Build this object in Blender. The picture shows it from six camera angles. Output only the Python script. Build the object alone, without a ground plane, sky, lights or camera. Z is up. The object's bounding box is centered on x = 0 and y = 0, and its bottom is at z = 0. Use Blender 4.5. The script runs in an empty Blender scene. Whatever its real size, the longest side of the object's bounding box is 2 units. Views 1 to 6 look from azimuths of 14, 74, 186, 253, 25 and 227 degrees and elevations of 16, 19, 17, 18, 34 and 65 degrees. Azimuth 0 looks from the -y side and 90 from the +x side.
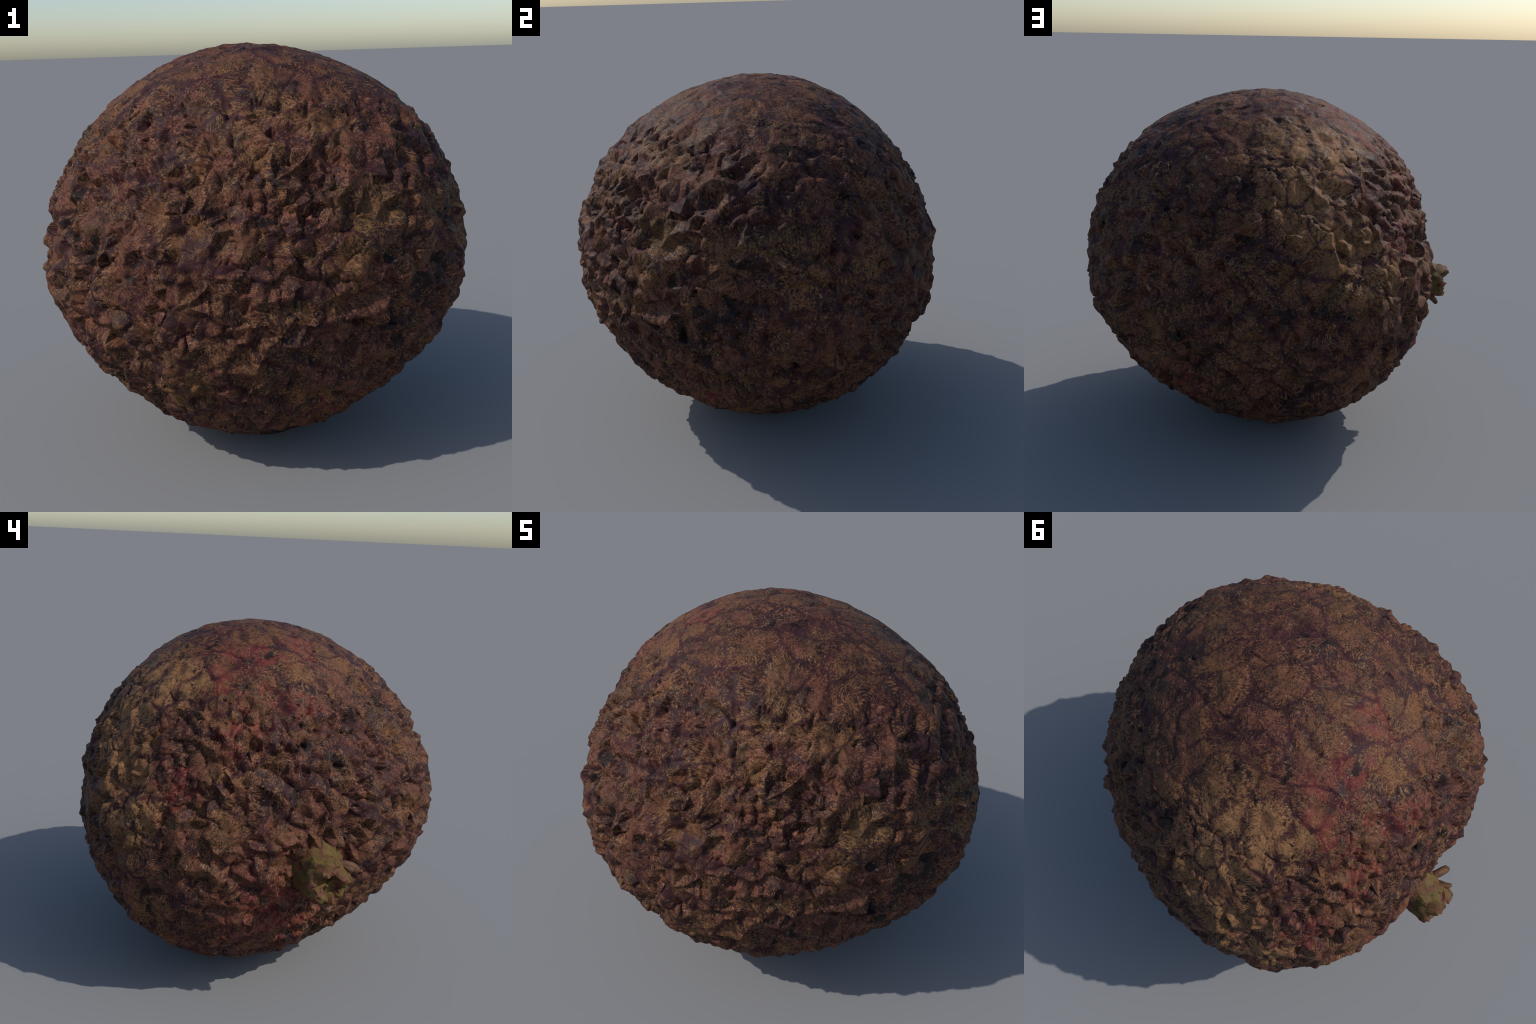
import bpy, bmesh, math
import numpy as np
from mathutils import Vector, Matrix, noise as mnoise
from mathutils.kdtree import KDTree

rng = np.random.default_rng(11)
CENTRE = np.array([0.0, 0.0, 0.9])

# ---------------------------------------------------------------- base form
# radius of the fruit as a low-order function of direction: all products
# x^i y^j z^k of degree 3 and 4 (gives the lopsided, heart-like egg of a lychee)
FORM = [-0.011, 0.037, -0.024, 0.004, 0.018, 0.007, -0.077, -0.012, 0.06, 0.059,
        0.885, -0.02, 1.793, -0.024, 0.906, 0.004, -0.104, 0.015, 0.026, 1.798,
        -0.098, 1.865, 0.049, -0.026, 0.935]


def base_radius(n):
    x, y, z = n[:, 0], n[:, 1], n[:, 2]
    r = np.zeros(len(n))
    k = 0
    for deg in (3, 4):
        for i in range(deg + 1):
            for j in range(deg + 1 - i):
                r += FORM[k] * x**i * y**j * z**(deg - i - j)
                k += 1
    return r


def smooth(a, b, x):
    t = np.clip((x - a) / (b - a), 0, 1)
    return t * t * (3 - 2 * t)


def fbm(pts, scale, octaves=3, seed=0.0):
    o = Vector((seed, seed * 1.7 + 3.1, seed * 0.6 - 5.3))
    return np.array([mnoise.fractal(Vector(p) * scale + o, 1.0, 2.0, octaves) for p in pts])


# ---------------------------------------------------------------- shared plate pattern
PLATE_SCALE = 4.9
WARP_SCALE, WARP_AMOUNT = 4.0, 0.22


def add_plate_nodes(nt, q):
    """Nodes for the skin plates: returns (distance, edge distance, cell centre, cell colour, warped q)."""
    N, L = nt.nodes, nt.links
    wn = N.new('ShaderNodeTexNoise')
    wn.inputs['Scale'].default_value = WARP_SCALE
    wn.inputs['Detail'].default_value = 2.0
    L.new(q, wn.inputs['Vector'])
    sub = N.new('ShaderNodeVectorMath'); sub.operation = 'SUBTRACT'
    L.new(wn.outputs['Color'], sub.inputs[0]); sub.inputs[1].default_value = (0.5, 0.5, 0.5)
    mad = N.new('ShaderNodeVectorMath'); mad.operation = 'MULTIPLY_ADD'
    L.new(sub.outputs[0], mad.inputs[0]); mad.inputs[1].default_value = (WARP_AMOUNT,) * 3
    L.new(q, mad.inputs[2])
    out = []
    for feature in ('F1', 'DISTANCE_TO_EDGE'):
        v = N.new('ShaderNodeTexVoronoi'); v.feature = feature
        v.inputs['Scale'].default_value = PLATE_SCALE
        v.inputs['Randomness'].default_value = 1.0
        L.new(mad.outputs[0], v.inputs['Vector'])
        out.append(v)
    return out[0].outputs['Distance'], out[1].outputs['Distance'], out[0].outputs['Position'], out[0].outputs['Color'], mad.outputs[0]


def sample_plates(q):
    """Evaluate the same plate pattern on points q through a throw-away geometry node tree."""
    me = bpy.data.meshes.new('sample'); me.from_pydata([tuple(p) for p in q], [], [])
    ob = bpy.data.objects.new('sample', me); bpy.context.scene.collection.objects.link(ob)
    nt = bpy.data.node_groups.new('sample', 'GeometryNodeTree')
    nt.interface.new_socket('Geometry', in_out='INPUT', socket_type='NodeSocketGeometry')
    nt.interface.new_socket('Geometry', in_out='OUTPUT', socket_type='NodeSocketGeometry')
    gi, go = nt.nodes.new('NodeGroupInput'), nt.nodes.new('NodeGroupOutput')
    pos = nt.nodes.new('GeometryNodeInputPosition')
    d, e, c, col, _ = add_plate_nodes(nt, pos.outputs[0])
    g = gi.outputs[0]
    for nm, s in (('plate_d', d), ('plate_e', e)):
        st = nt.nodes.new('GeometryNodeStoreNamedAttribute')
        st.data_type = 'FLOAT'; st.domain = 'POINT'
        st.inputs['Name'].default_value = nm
        nt.links.new(g, st.inputs['Geometry']); nt.links.new(s, st.inputs['Value'])
        g = st.outputs['Geometry']
    nt.links.new(g, go.inputs[0])
    m = ob.modifiers.new('n', 'NODES'); m.node_group = nt
    ev = ob.evaluated_get(bpy.context.evaluated_depsgraph_get()).data
    res = []
    for nm in ('plate_d', 'plate_e'):
        a = np.zeros(len(q), dtype=np.float32)
        ev.attributes[nm].data.foreach_get('value', a)
        res.append(a.astype(float))
    bpy.data.objects.remove(ob); bpy.data.meshes.remove(me); bpy.data.node_groups.remove(nt)
    return res


# ---------------------------------------------------------------- skin geometry
def unit(v):
    return v / np.linalg.norm(v, axis=-1, keepdims=True)


def mesh_arrays(me):
    co = np.zeros(len(me.vertices) * 3); me.vertices.foreach_get('co', co)
    return co.reshape(-1, 3)


CROWN = unit(np.array([0.05, 0.1, 1.0]))


def roughness_of(n):
    """How craggy the skin is: smooth crown, craggy flanks, calmer underside."""
    c = n @ CROWN
    flank = 0.28 + 0.72 * smooth(0.86, 0.42, c)
    under = 1 - 0.5 * smooth(-0.55, -0.9, n[:, 2])
    return flank * under


# broad swells and hollows on top of the base form: direction, height, angular width
SWELLS = [((-0.32, 0.62, 0.55), -0.013, 0.42), ((0.25, -0.86, -0.25), 0.020, 0.42), ((0.0, -0.55, 0.8), 0.006, 0.35), ((-0.68, 0.5, 0.5), 0.009, 0.28),
          ((0.82, 0.27, 0.25), -0.014, 0.36), ((-0.74, 0.05, 0.62), 0.018, 0.30), ((-0.60, -0.78, 0.08), 0.010, 0.35), ((-0.60, 0.80, -0.10), 0.012, 0.35),
          ((-0.985, -0.07, -0.14), -0.045, 0.20), ((-0.90, 0.08, -0.42), -0.026, 0.22), ((-0.85, -0.40, -0.32), -0.018, 0.24),
          ((-0.95, 0.05, 0.17), -0.018, 0.22), ((-0.96, -0.20, 0.10), -0.028, 0.16), ((-0.90, -0.22, -0.38), -0.026, 0.16),
          ((-0.90, 0.34, 0.05), 0.010, 0.18), ((0.0, 0.0, 1.0), 0.003, 0.8), ((0.15, -0.58, -0.78), 0.012, 0.36), ((-0.68, -0.32, -0.66), 0.004, 0.32), ((-0.85, -0.28, -0.46), -0.018, 0.24), ((-0.50, -0.62, -0.60), -0.010, 0.28), ((-0.80, 0.35, -0.45), -0.007, 0.28),
          ((0.90, -0.05, 0.35), -0.011, 0.30), ((-0.52, -0.50, 0.68), -0.011, 0.28), ((0.65, 0.75, 0.0), 0.004, 0.28)]


def form(n):
    r = base_radius(n)
    for c, h, w in SWELLS:
        ang = np.arccos(np.clip(n @ unit(np.array(c)), -1, 1))
        r += h * np.exp(-(ang / w) ** 2)
    return r - 0.013 * np.exp(-((n[:, 2] + 0.55) / 0.24) ** 2)      # trimmer just above the base


PEBBLE_SEEDS = None


def pebbles(n):
    """Dense even pebbling: nearest, second and third nearest pebble distances and the pebble's own size."""
    global PEBBLE_SEEDS
    if PEBBLE_SEEDS is None:
        bm = bmesh.new(); bmesh.ops.create_icosphere(bm, subdivisions=5, radius=1.0)
        s = np.array([v.co[:] for v in bm.verts]); bm.free()
        s = unit(s + rng.normal(0, 0.021, s.shape))
        keep = rng.random(len(s)) < 0.86
        s = s[keep]
        kd = KDTree(len(s))
        for i, p in enumerate(s):
            kd.insert(p, i)
        kd.balance()
        PEBBLE_SEEDS = (kd, rng.normal(1.0, 0.24, len(s)).clip(0.4, 1.5), rng.random(len(s)))
    kd, size, lot = PEBBLE_SEEDS
    out = np.empty((len(n), 5))
    for k, p in enumerate(n):
        (_, i0, d0), (_, i1, d1), (_, i2, d2) = kd.find_n(p, 3)
        out[k] = d0, d1, d2, size[i0], lot[i0]
    return out.T


def build_skin():
    # coarse corners: an uneven spiral lattice, about 0.04 m apart, spanned by triangles
    k = np.arange(5200) + 0.5
    z = 1 - 2 * k / len(k)
    a = math.pi * (1 + 5 ** 0.5) * k
    n = np.stack([np.sqrt(1 - z * z) * np.cos(a), np.sqrt(1 - z * z) * np.sin(a), z], 1)
    n = unit(n + rng.normal(0, 0.024, n.shape))
    bm = bmesh.new()
    for p in n:
        bm.verts.new(p)
    bmesh.ops.convex_hull(bm, input=bm.verts)
    me = bpy.data.meshes.new('skin'); bm.to_mesh(me); bm.free()
    n = unit(mesh_arrays(me))
    d, e = sample_plates(n)
    rough = roughness_of(n)
    r = form(n) - 0.0046
    # plates: low domes with a blunt point in the middle
    r += (0.007 * smooth(0.0, 0.09, e) - 0.004) * (0.9 - 0.75 * rough)
    r += 0.006 * np.exp(-(d / 0.13) ** 2) * 0.5
    # every coarse corner a little in or out: angular facets
    # every coarse corner is a peak, part of a plateau or the bottom of a pit, so that
    # the skin breaks into flat sharp-edged facets round deep irregular pits
    calm = 0.85 + 0.3 * smooth(-0.35, 0.35, fbm(n, 4.0, 2, 7.0))
    lot = rng.random(len(n)) + 0.28 * fbm(n, 9.0, 1, 17.0)
    share = 0.14 + 0.17 * smooth(0.35, 0.8, rough)
    pick = rng.random(len(n))
    k = np.where(lot < share, -1.05 - 0.75 * pick, np.where(lot < 0.66, -0.1 + 0.5 * pick, 0.35 + 1.05 * pick ** 1.5))
    r += (0.0180 * k + 0.0010) * rough * calm
    me.vertices.foreach_set('co', (n * r[:, None] + CENTRE).ravel())
    ob = bpy.data.objects.new('skin', me)
    bpy.context.scene.collection.objects.link(ob)
    m = ob.modifiers.new('s', 'SUBSURF'); m.subdivision_type = 'SIMPLE'; m.levels = 3
    m2 = ob.modifiers.new('r', 'SMOOTH'); m2.factor = 0.5; m2.iterations = 4
    ev = ob.evaluated_get(bpy.context.evaluated_depsgraph_get())
    fine = bpy.data.meshes.new_from_object(ev)
    ob.modifiers.clear(); ob.data = fine; bpy.data.meshes.remove(me)
    fine.name = 'skin'
    p = mesh_arrays(fine)
    n = unit(p - CENTRE)
    d, e = sample_plates(n)
    rough = roughness_of(n)
    r = np.linalg.norm(p - CENTRE, axis=1)
    wob = np.stack([fbm(n, 16.0, 2, s) for s in (3.0, 13.0, 23.0)], 1)
    d0, d1, d2, size, lot = pebbles(unit(n + 0.012 * wob))
    r += 0.0025 * rough * (size * smooth(0.0, 0.022, d1 - d0) - 0.8)
    r += rough * (0.0085 * size * np.clip(1 - d0 / 0.034, 0, 1) - 0.0012)      # blunt point on each pebble
    # narrow slots where three pebbles meet
    slot = smooth(0.024, 0.014, d2 - d0) * (np.sin(lot * 91.0) > 0.2)
    r -= 0.011 * slot * smooth(0.29, 0.5, rough)
    r -= 0.0035 * smooth(0.05, 0.0, e) * (0.6 - 0.4 * rough)               # narrow furrow along plate borders
    r += 0.0020 * fbm(n, 42.0, 2, 3.0)
    p = n * r[:, None] + CENTRE
    # the skin is pressed flat where it rests
    p[:, 2] = np.where(p[:, 2] < REST + 0.02, REST + 0.02 * np.exp((p[:, 2] - REST - 0.02) / 0.02), p[:, 2])
    fine.vertices.foreach_set('co', p.ravel())
    fine.shade_smooth()
    fine.update()
    return ob


REST = 0.0


# ---------------------------------------------------------------- stalk remnant
STEM_BASE = np.array([-0.83, -0.075, 0.755])
STEM_AXIS = unit(np.array([-1.0, 0.0, -0.03]))
STEM_SIDE = unit(np.cross(np.array([0, 0, 1.0]), STEM_AXIS))
STEM_UP = np.cross(STEM_AXIS, STEM_SIDE)


def stem_point(along, side, up):
    return STEM_BASE + STEM_AXIS * along + STEM_SIDE * side + STEM_UP * up


def build_mesh(name, verts, faces):
    me = bpy.data.meshes.new(name)
    me.from_pydata([tuple(v) for v in verts], [], faces)
    me.update()
    bm = bmesh.new(); bm.from_mesh(me); bmesh.ops.recalc_face_normals(bm, faces=bm.faces); bm.to_mesh(me); bm.free()
    ob = bpy.data.objects.new(name, me)
    bpy.context.scene.collection.objects.link(ob)
    return ob


def loft(name, rings, cap_start=False, cap_end=False):
    verts = [v for ring in rings for v in ring]
    S = len(rings[0])
    faces = []
    for i in range(len(rings) - 1):
        for j in range(S):
            faces.append((i * S + j, i * S + (j + 1) % S, (i + 1) * S + (j + 1) % S, (i + 1) * S + j))
    if cap_start:
        faces.append(tuple(range(S)))
    if cap_end:
        faces.append(tuple((len(rings) - 1) * S + j for j in range(S)))
    return build_mesh(name, verts, faces)


def build_stub():
    """Solid knobbly stub of the stalk: flared foot, waist, blunt lumpy end."""
    S = 40
    chip = np.random.default_rng(5)
    prof = [(-0.08, 0.165, 0.155), (-0.04, 0.145, 0.138), (0.0, 0.124, 0.120), (0.03, 0.112, 0.109), (0.06, 0.107, 0.102), (0.08, 0.107, 0.097), (0.10, 0.110, 0.094),
            (0.120, 0.106, 0.088), (0.134, 0.100, 0.082), (0.140, 0.088, 0.072), (0.140, 0.070, 0.058), (0.118, 0.060, 0.049), (0.102, 0.040, 0.032), (0.098, 0.014, 0.012)]
    rings = []
    for k, (al, rs, ru) in enumerate(prof):
        ring = []
        for j in range(S):
            t = 2 * math.pi * j / S
            c, s = math.cos(t), math.sin(t)
            f = rs / 0.108
            wob = 1 + 0.14 * mnoise.noise(Vector((c * 1.5, s * 1.5, al * 17))) + 0.16 * mnoise.noise(Vector((c * 2.8, s * 2.8, al * 34 + 7)))
            wob += 0.05 * mnoise.noise(Vector((c * 7, s * 7, al * 70)))
            q = Vector((c * f, s * f, 1.0))
            push = 0.030 * mnoise.noise(q * 2.0) + 0.018 * mnoise.noise(q * 4.6 + Vector((3, 1, 0)))
            # upper lip and lower knob reach furthest
            push += 0.014 * max(0.0, s) ** 3 * min(f, 1.0) + 0.012 * max(0.0, -s) ** 3
            # two clefts in the lip
            for a, w in ((2.55, 0.20), (0.75, 0.16), (4.1, 0.2)):
                dt = ((t - a) + math.pi) % (2 * math.pi) - math.pi
                push -= 0.020 * math.exp(-(dt / w) ** 2) * smooth(0.5, 0.9, np.array(f))
            if k >= 5:
                push += 0.010 * chip.uniform(-1, 0.6)
                wob += 0.05 * chip.uniform(-1, 1)
            ring.append(stem_point(al + push * float(smooth(0.02, 0.13, np.array(al))), 0.93 * rs * c * wob, 0.95 * ru * s * wob))
        rings.append(ring)
    ob = loft('stem_stub', rings, False, True)
    m = ob.modifiers.new('b', 'BEVEL'); m.width = 0.003; m.segments = 2; m.limit_method = 'ANGLE'; m.angle_limit = math.radians(35)
    return ob


def build_sepal(points, widths, thick, seed):
    """A small curled flap: a tapering flattened tube along hand-placed points."""
    pts = [np.array(p) for p in points]
    S = 14
    rings = []
    for i, p in enumerate(pts):
        tan = unit(pts[min(i + 1, len(pts) - 1)] - pts[max(i - 1, 0)])
        out = unit(p - CENTRE)
        side = unit(np.cross(tan, out)); nor = np.cross(side, tan)
        ring = []
        for j in range(S):
            t = 2 * math.pi * j / S
            w = 1 + 0.25 * mnoise.noise(Vector((math.cos(t) * 1.5, math.sin(t) * 1.5, i * 0.9 + seed)))
            ring.append(p + side * widths[i] * math.cos(t) * w + nor * min(thick, widths[i]) * math.sin(t) * w)
        rings.append(ring)
    ob = loft('sepal', rings, True, True)
    m = ob.modifiers.new('s', 'SUBSURF'); m.levels = 1
    return ob


# ---------------------------------------------------------------- materials
class Graph:
    def __init__(self, name):
        self.mat = bpy.data.materials.new(name); self.mat.use_nodes = True
        self.nt = self.mat.node_tree; self.nt.nodes.clear()
        self.N, self.L = self.nt.nodes, self.nt.links

    def put(self, sock, v):
        if isinstance(v, bpy.types.NodeSocket):
            self.L.new(v, sock)
        elif sock.type == 'RGBA':
            sock.default_value = (*v, 1.0) if len(v) == 3 else v
        else:
            sock.default_value = v

    def math(self, op, a, b=0.0, c=0.0, clamp=False):
        n = self.N.new('ShaderNodeMath'); n.operation = op; n.use_clamp = clamp
        for s, v in zip(n.inputs, (a, b, c)):
            self.put(s, v)
        return n.outputs[0]

    def vec(self, op, a, b=None, c=None, out=0):
        n = self.N.new('ShaderNodeVectorMath'); n.operation = op
        self.put(n.inputs[0], a)
        if b is not None:
            self.put(n.inputs['Scale'] if op == 'SCALE' else n.inputs[1], b)
        if c is not None:
            self.put(n.inputs[2], c)
        return n.outputs[out]

    def remap(self, x, a, b, lo=0.0, hi=1.0, kind='SMOOTHSTEP'):
        n = self.N.new('ShaderNodeMapRange'); n.interpolation_type = kind
        for s, v in zip(n.inputs, (x, a, b, lo, hi)):
            self.put(s, v)
        return n.outputs[0]

    def noise(self, v, scale, detail=3.0, rough=0.55, dist=0.0, w=None, out=0):
        n = self.N.new('ShaderNodeTexNoise')
        if w is not None:
            n.noise_dimensions = '4D'; self.put(n.inputs['W'], w)
        self.put(n.inputs['Vector'], v)
        n.inputs['Scale'].default_value = scale; n.inputs['Detail'].default_value = detail
        n.inputs['Roughness'].default_value = rough; n.inputs['Distortion'].default_value = dist
        return n.outputs[out]

    def mix(self, f, a, b, mode='MIX'):
        n = self.N.new('ShaderNodeMix'); n.data_type = 'RGBA'; n.blend_type = mode
        self.put(n.inputs[0], f); self.put(n.inputs[6], a); self.put(n.inputs[7], b)
        return n.outputs[2]

    def coords(self):
        return self.N.new('ShaderNodeTexCoord').outputs['Object']

    def finish(self, colour, rough, bump_h=None, bump_d=0.002, strength=0.5, spec=0.3):
        b = self.N.new('ShaderNodeBsdfPrincipled'); o = self.N.new('ShaderNodeOutputMaterial')
        self.put(b.inputs['Base Color'], colour); self.put(b.inputs['Roughness'], rough)
        b.inputs['Specular IOR Level'].default_value = spec
        if bump_h is not None:
            bn = self.N.new('ShaderNodeBump')
            bn.inputs['Strength'].default_value = strength; bn.inputs['Distance'].default_value = bump_d
            self.put(bn.inputs['Height'], bump_h)
            self.L.new(bn.outputs[0], b.inputs['Normal'])
        self.L.new(b.outputs[0], o.inputs[0])
        return self.mat


# stained regions, as directions from the middle of the fruit with an angular radius
RED_SPOTS = [((-0.37, -0.15, 0.92), 0.15), ((-0.47, 0.07, 0.87), 0.17), ((-0.7, 0.2, 0.68), 0.16), ((-0.46, 0.31, 0.83), 0.18), ((-0.60, 0.35, 0.72), 0.16),
             ((-0.79, 0.32, 0.52), 0.16), ((-0.75, -0.02, 0.66), 0.14), ((-0.75, 0.62, 0.25), 0.16), ((-0.9, 0.05, -0.35), 0.45),
             ((0.6, -0.5, -0.62), 0.20), ((0.35, 0.75, -0.55), 0.20), ((-0.1, -0.55, -0.8), 0.2)]
OCHRE_SPOTS = [((-0.51, 0.85, 0.15), 0.18), ((-0.68, 0.73, 0.1), 0.18), ((-0.60, 0.42, 0.68), 0.18),
               ((-0.55, 0.0, 0.83), 0.18), ((0.3, -0.62, 0.72), 0.14), ((0.7, -0.65, 0.3), 0.2), ((0.9, -0.2, 0.35), 0.2), ((-0.1, -0.9, -0.4), 0.2)]
LIGHT_SPOTS = [((-0.28, 0.67, 0.69), 0.28), ((-0.30, 0.78, 0.54), 0.28), ((-0.36, 0.83, 0.40), 0.26), ((-0.58, 0.78, 0.16), 0.22), ((-0.42, 0.50, 0.75), 0.2)]


def skin_material():
    g = Graph('lychee_skin')
    p = g.coords()
    q = g.vec('NORMALIZE', g.vec('SUBTRACT', p, tuple(CENTRE)))
    d, e, centre, cellcol, qw = add_plate_nodes(g.nt, q)
    # short hairs of corky fibre that radiate from each plate's middle
    rel = g.vec('SUBTRACT', qw, centre)
    rad = g.vec('LENGTH', rel, out=1)
    hair_v = g.vec('MULTIPLY_ADD', g.vec('NORMALIZE', rel), (20.0, 20.0, 20.0), g.vec('SCALE', centre, 53.0))
    wob = g.noise(q, 30.0, 2.0)
    hair = g.noise(hair_v, 1.0, 2.0, 0.6, w=g.math('MULTIPLY_ADD', wob, 1.6, g.math('MULTIPLY', rad, 85.0)))
    mottle = g.noise(q, 11.0, 4.0, 0.6)
    broad = g.noise(q, 3.2, 3.0, 0.5)
    fine = g.noise(q, 70.0, 3.0, 0.6)
    tone = g.math('ADD', g.math('MULTIPLY', hair, 0.84), g.math('ADD', g.math('MULTIPLY', mottle, 0.36), g.math('MULTIPLY', fine, 0.40)))
    tone = g.math('ADD', tone, g.math('MULTIPLY', g.math('SUBTRACT', broad, 0.5), 0.22))
    def spots(lst):
        acc = None
        for c, rr in lst:
            c = tuple(unit(np.array(c)))
            m = g.remap(g.vec('DISTANCE', q, c, out=1), rr * 1.25, rr * 0.3)
            acc = m if acc is None else g.math('MAXIMUM', acc, m)
        return acc
    light_zone = g.math('MULTIPLY', spots(LIGHT_SPOTS), g.remap(g.noise(q, 8.0, 3.0), 0.3, 0.55), clamp=True)
    tone = g.math('ADD', tone, g.math('MULTIPLY', light_zone, 0.06))
    # plates are paler towards their middle
    tone = g.math('ADD', tone, g.math('MULTIPLY', g.remap(e, 0.0, 0.13), 0.05))
    tan_m = g.remap(tone, 0.715, 1.005)
    purple, wine, tan, pale, ochre, olive, coal = C_PURPLE, C_WINE, C_TAN, C_PALE, C_OCHRE, C_OLIVE, C_COAL

    red_zone = g.math('MULTIPLY', spots(RED_SPOTS), g.remap(g.noise(q, 15.0, 4.0), 0.42, 0.62), clamp=True)
    och_zone = g.math('MULTIPLY', spots(OCHRE_SPOTS), g.remap(g.noise(q, 7.0, 3.0), 0.34, 0.6), clamp=True)

    under = g.mix(g.math('MULTIPLY', g.remap(mottle, 0.4, 0.62), 0.45), purple, wine)
    under = g.mix(red_zone, under, C_RED)
    top = g.mix(g.remap(g.noise(q, 5.5, 2.0), 0.42, 0.62), tan, C_ROSE)
    top = g.mix(g.math('MULTIPLY', och_zone, 0.8), top, ochre)
    top = g.mix(g.math('MULTIPLY', red_zone, 0.55), top, C_REDTAN)
    top = g.mix(g.math('MULTIPLY', g.remap(g.noise(q, 8.0, 2.0, 0.5, 1.0), 0.58, 0.7), 0.6), top, olive)
    top = g.mix(g.math('MULTIPLY', light_zone, 0.75), top, C_LIGHT)
    col = g.mix(tan_m, under, top)
    col = g.mix(g.math('MULTIPLY', g.remap(hair, 0.60, 0.76), g.remap(tan_m, 0.3, 1.0)), col, pale)
    # purple furrows at the plate borders
    edge_n = g.math('ADD', e, g.math('MULTIPLY', g.math('SUBTRACT', g.noise(q, 18.0, 4.0), 0.5), 0.20))
    furrow = g.math('MULTIPLY', g.remap(edge_n, 0.075, -0.010), g.remap(g.noise(q, 4.0, 1.0), 0.33, 0.60, 0.40, 0.85))
    col = g.mix(furrow, col, g.mix(red_zone, C_FURROW, C_RED))
    # charcoal blotches with ragged, angular edges
    v = g.N.new('ShaderNodeTexVoronoi'); v.inputs['Scale'].default_value = 15.0
    qd = g.vec('MULTIPLY_ADD', g.vec('SUBTRACT', g.noise(q, 14.0, 3.0, 0.6, out=1), (0.5,) * 3), (0.11,) * 3, q)
    g.L.new(qd, v.inputs['Vector'])
    sep = g.N.new('ShaderNodeSeparateColor'); g.L.new(v.outputs['Color'], sep.inputs[0])
    blot = g.math('ADD', g.math('MULTIPLY', sep.outputs[0], 0.30), g.math('ADD', g.noise(q, 8.0, 4.0, 0.6), g.math('MULTIPLY', g.math('SUBTRACT', g.noise(g.vec('ADD', q, (4.0, 1.0, 2.0)), 2.6, 2.0), 0.5), 0.9)))
    blot = g.math('SUBTRACT', blot, g.math('MULTIPLY', g.math('MAXIMUM', och_zone, light_zone), 0.14))
    blot = g.math('ADD', blot, g.math('MULTIPLY', g.math('SUBTRACT', 0.5, hair), 0.22))
    coal_m = g.remap(blot, BLOT, BLOT + 0.06)
    col = g.mix(g.math('MULTIPLY', coal_m, 0.88), col, g.mix(g.remap(fine, 0.45, 0.62), coal, C_COAL2))
    h = g.math('ADD', g.math('MULTIPLY', hair, 0.3), g.math('MULTIPLY', fine, 0.7))
    return g.finish(col, g.remap(mottle, 0.3, 0.7, 0.6, 0.75), h, 0.0035, 0.45, 0.18)


C_PURPLE = (0.020, 0.008, 0.009)
C_WINE = (0.058, 0.012, 0.013)
C_TAN = (0.178, 0.081, 0.032)
C_ROSE = (0.150, 0.058, 0.032)
C_PALE = (0.30, 0.185, 0.125)
C_OCHRE = (0.20, 0.108, 0.036)
C_OLIVE = (0.085, 0.060, 0.024)
C_RED = (0.100, 0.013, 0.015)
C_LIGHT = (0.31, 0.155, 0.065)
C_REDTAN = (0.19, 0.052, 0.033)
C_FURROW = (0.034, 0.010, 0.014)
C_COAL = (0.007, 0.004, 0.005)
C_COAL2 = (0.018, 0.010, 0.009)
BLOT = 0.85


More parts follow.
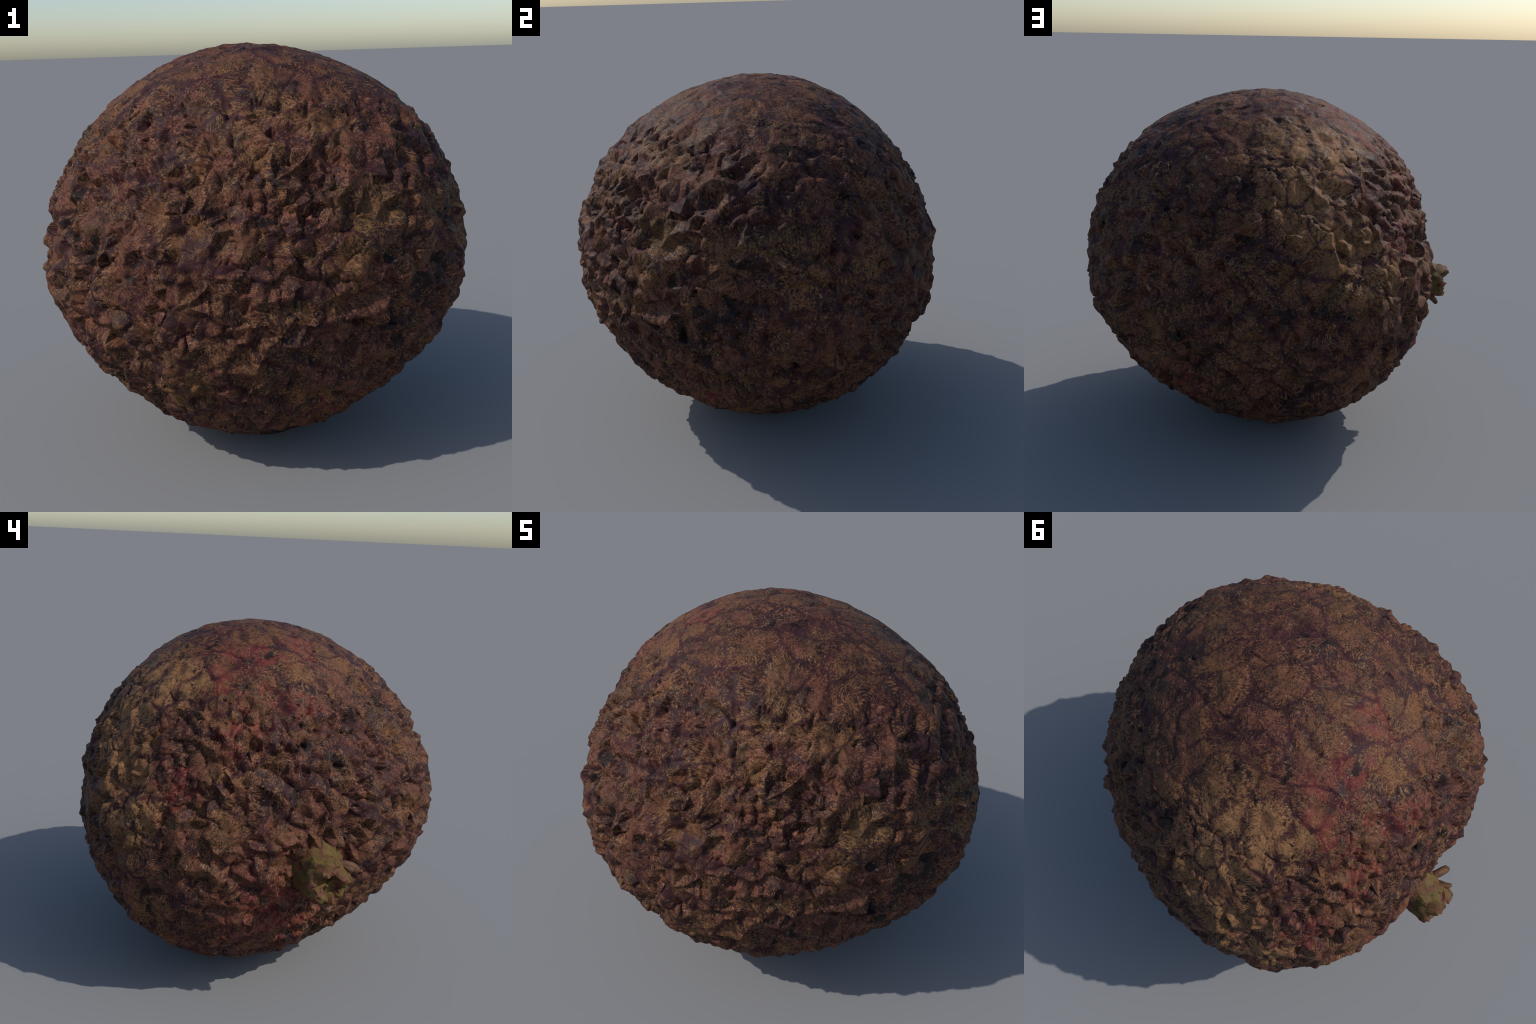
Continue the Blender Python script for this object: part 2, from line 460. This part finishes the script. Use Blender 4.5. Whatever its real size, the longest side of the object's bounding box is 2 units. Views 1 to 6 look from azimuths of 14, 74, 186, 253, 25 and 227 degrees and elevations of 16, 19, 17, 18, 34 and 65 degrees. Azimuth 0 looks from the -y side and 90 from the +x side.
def stem_material(name, a, b, c):
    g = Graph(name)
    p = g.coords()
    s = g.vec('MULTIPLY', p, (14.0, 30.0, 30.0))
    streak = g.noise(s, 1.0, 4.0, 0.6, 0.6)
    patch = g.noise(p, 22.0, 3.0)
    col = g.mix(g.remap(patch, 0.36, 0.66), a, b)
    col = g.mix(g.math('MULTIPLY', g.remap(streak, 0.5, 0.7), 0.75), col, c)
    col = g.mix(g.math('MULTIPLY', g.remap(g.noise(p, 38.0, 3.0), 0.54, 0.70), 0.85), col, (0.03, 0.018, 0.012))
    return g.finish(col, 0.6, streak, 0.006, 0.9, 0.12)


# ---------------------------------------------------------------- assembly
fruit = bpy.data.objects.new('lychee_fruit', None)
bpy.context.scene.collection.objects.link(fruit)
fruit['label'] = 'round dark brown lychee with craggy plated skin and torn stalk'
fruit['category'] = 'lychee fruit'

skin = build_skin()
skin.data.materials.clear(); skin.data.materials.append(skin_material())

stub = build_stub()
stub.data.materials.append(stem_material('dried_stalk', (0.125, 0.088, 0.027), (0.120, 0.040, 0.028), (0.070, 0.046, 0.020)))
sep_mat = stem_material('dried_sepal', (0.12, 0.065, 0.030), (0.15, 0.07, 0.055), (0.05, 0.030, 0.02))
SEPALS = [  # points from the root outward, half widths, half thickness
    ([(-0.85, -0.08, 0.675), (-0.905, -0.08, 0.655), (-0.938, -0.083, 0.630), (-0.950, -0.086, 0.606)], [0.055, 0.045, 0.032, 0.010], 0.017),
    ([(-0.83, -0.150, 0.775), (-0.850, -0.205, 0.778), (-0.856, -0.256, 0.765), (-0.864, -0.262, 0.750)], [0.042, 0.036, 0.026, 0.008], 0.022),
    ([(-0.87, -0.155, 0.79), (-0.910, -0.172, 0.795), (-0.930, -0.188, 0.800), (-0.932, -0.200, 0.808)], [0.036, 0.028, 0.018, 0.006], 0.013),
]
parts = [skin, stub]
shared = None
for i, (pts, w, th) in enumerate(SEPALS):
    s = build_sepal(pts, w, th, i * 3.3)
    s.data.materials.append(sep_mat)
    parts.append(s)
for ob in parts[1:]:
    ev = ob.evaluated_get(bpy.context.evaluated_depsgraph_get())
    old = ob.data
    ob.data = bpy.data.meshes.new_from_object(ev); ob.modifiers.clear()
    ob.data.name = ob.name
    bpy.data.meshes.remove(old)
    ob.data.shade_smooth()
# set the fruit down on the ground
low = mesh_arrays(skin.data)[:, 2].min()
for ob in parts:
    ob.data.transform(Matrix.Translation((0, 0, -low)))
    ob.data.update()
    ob.parent = fruit
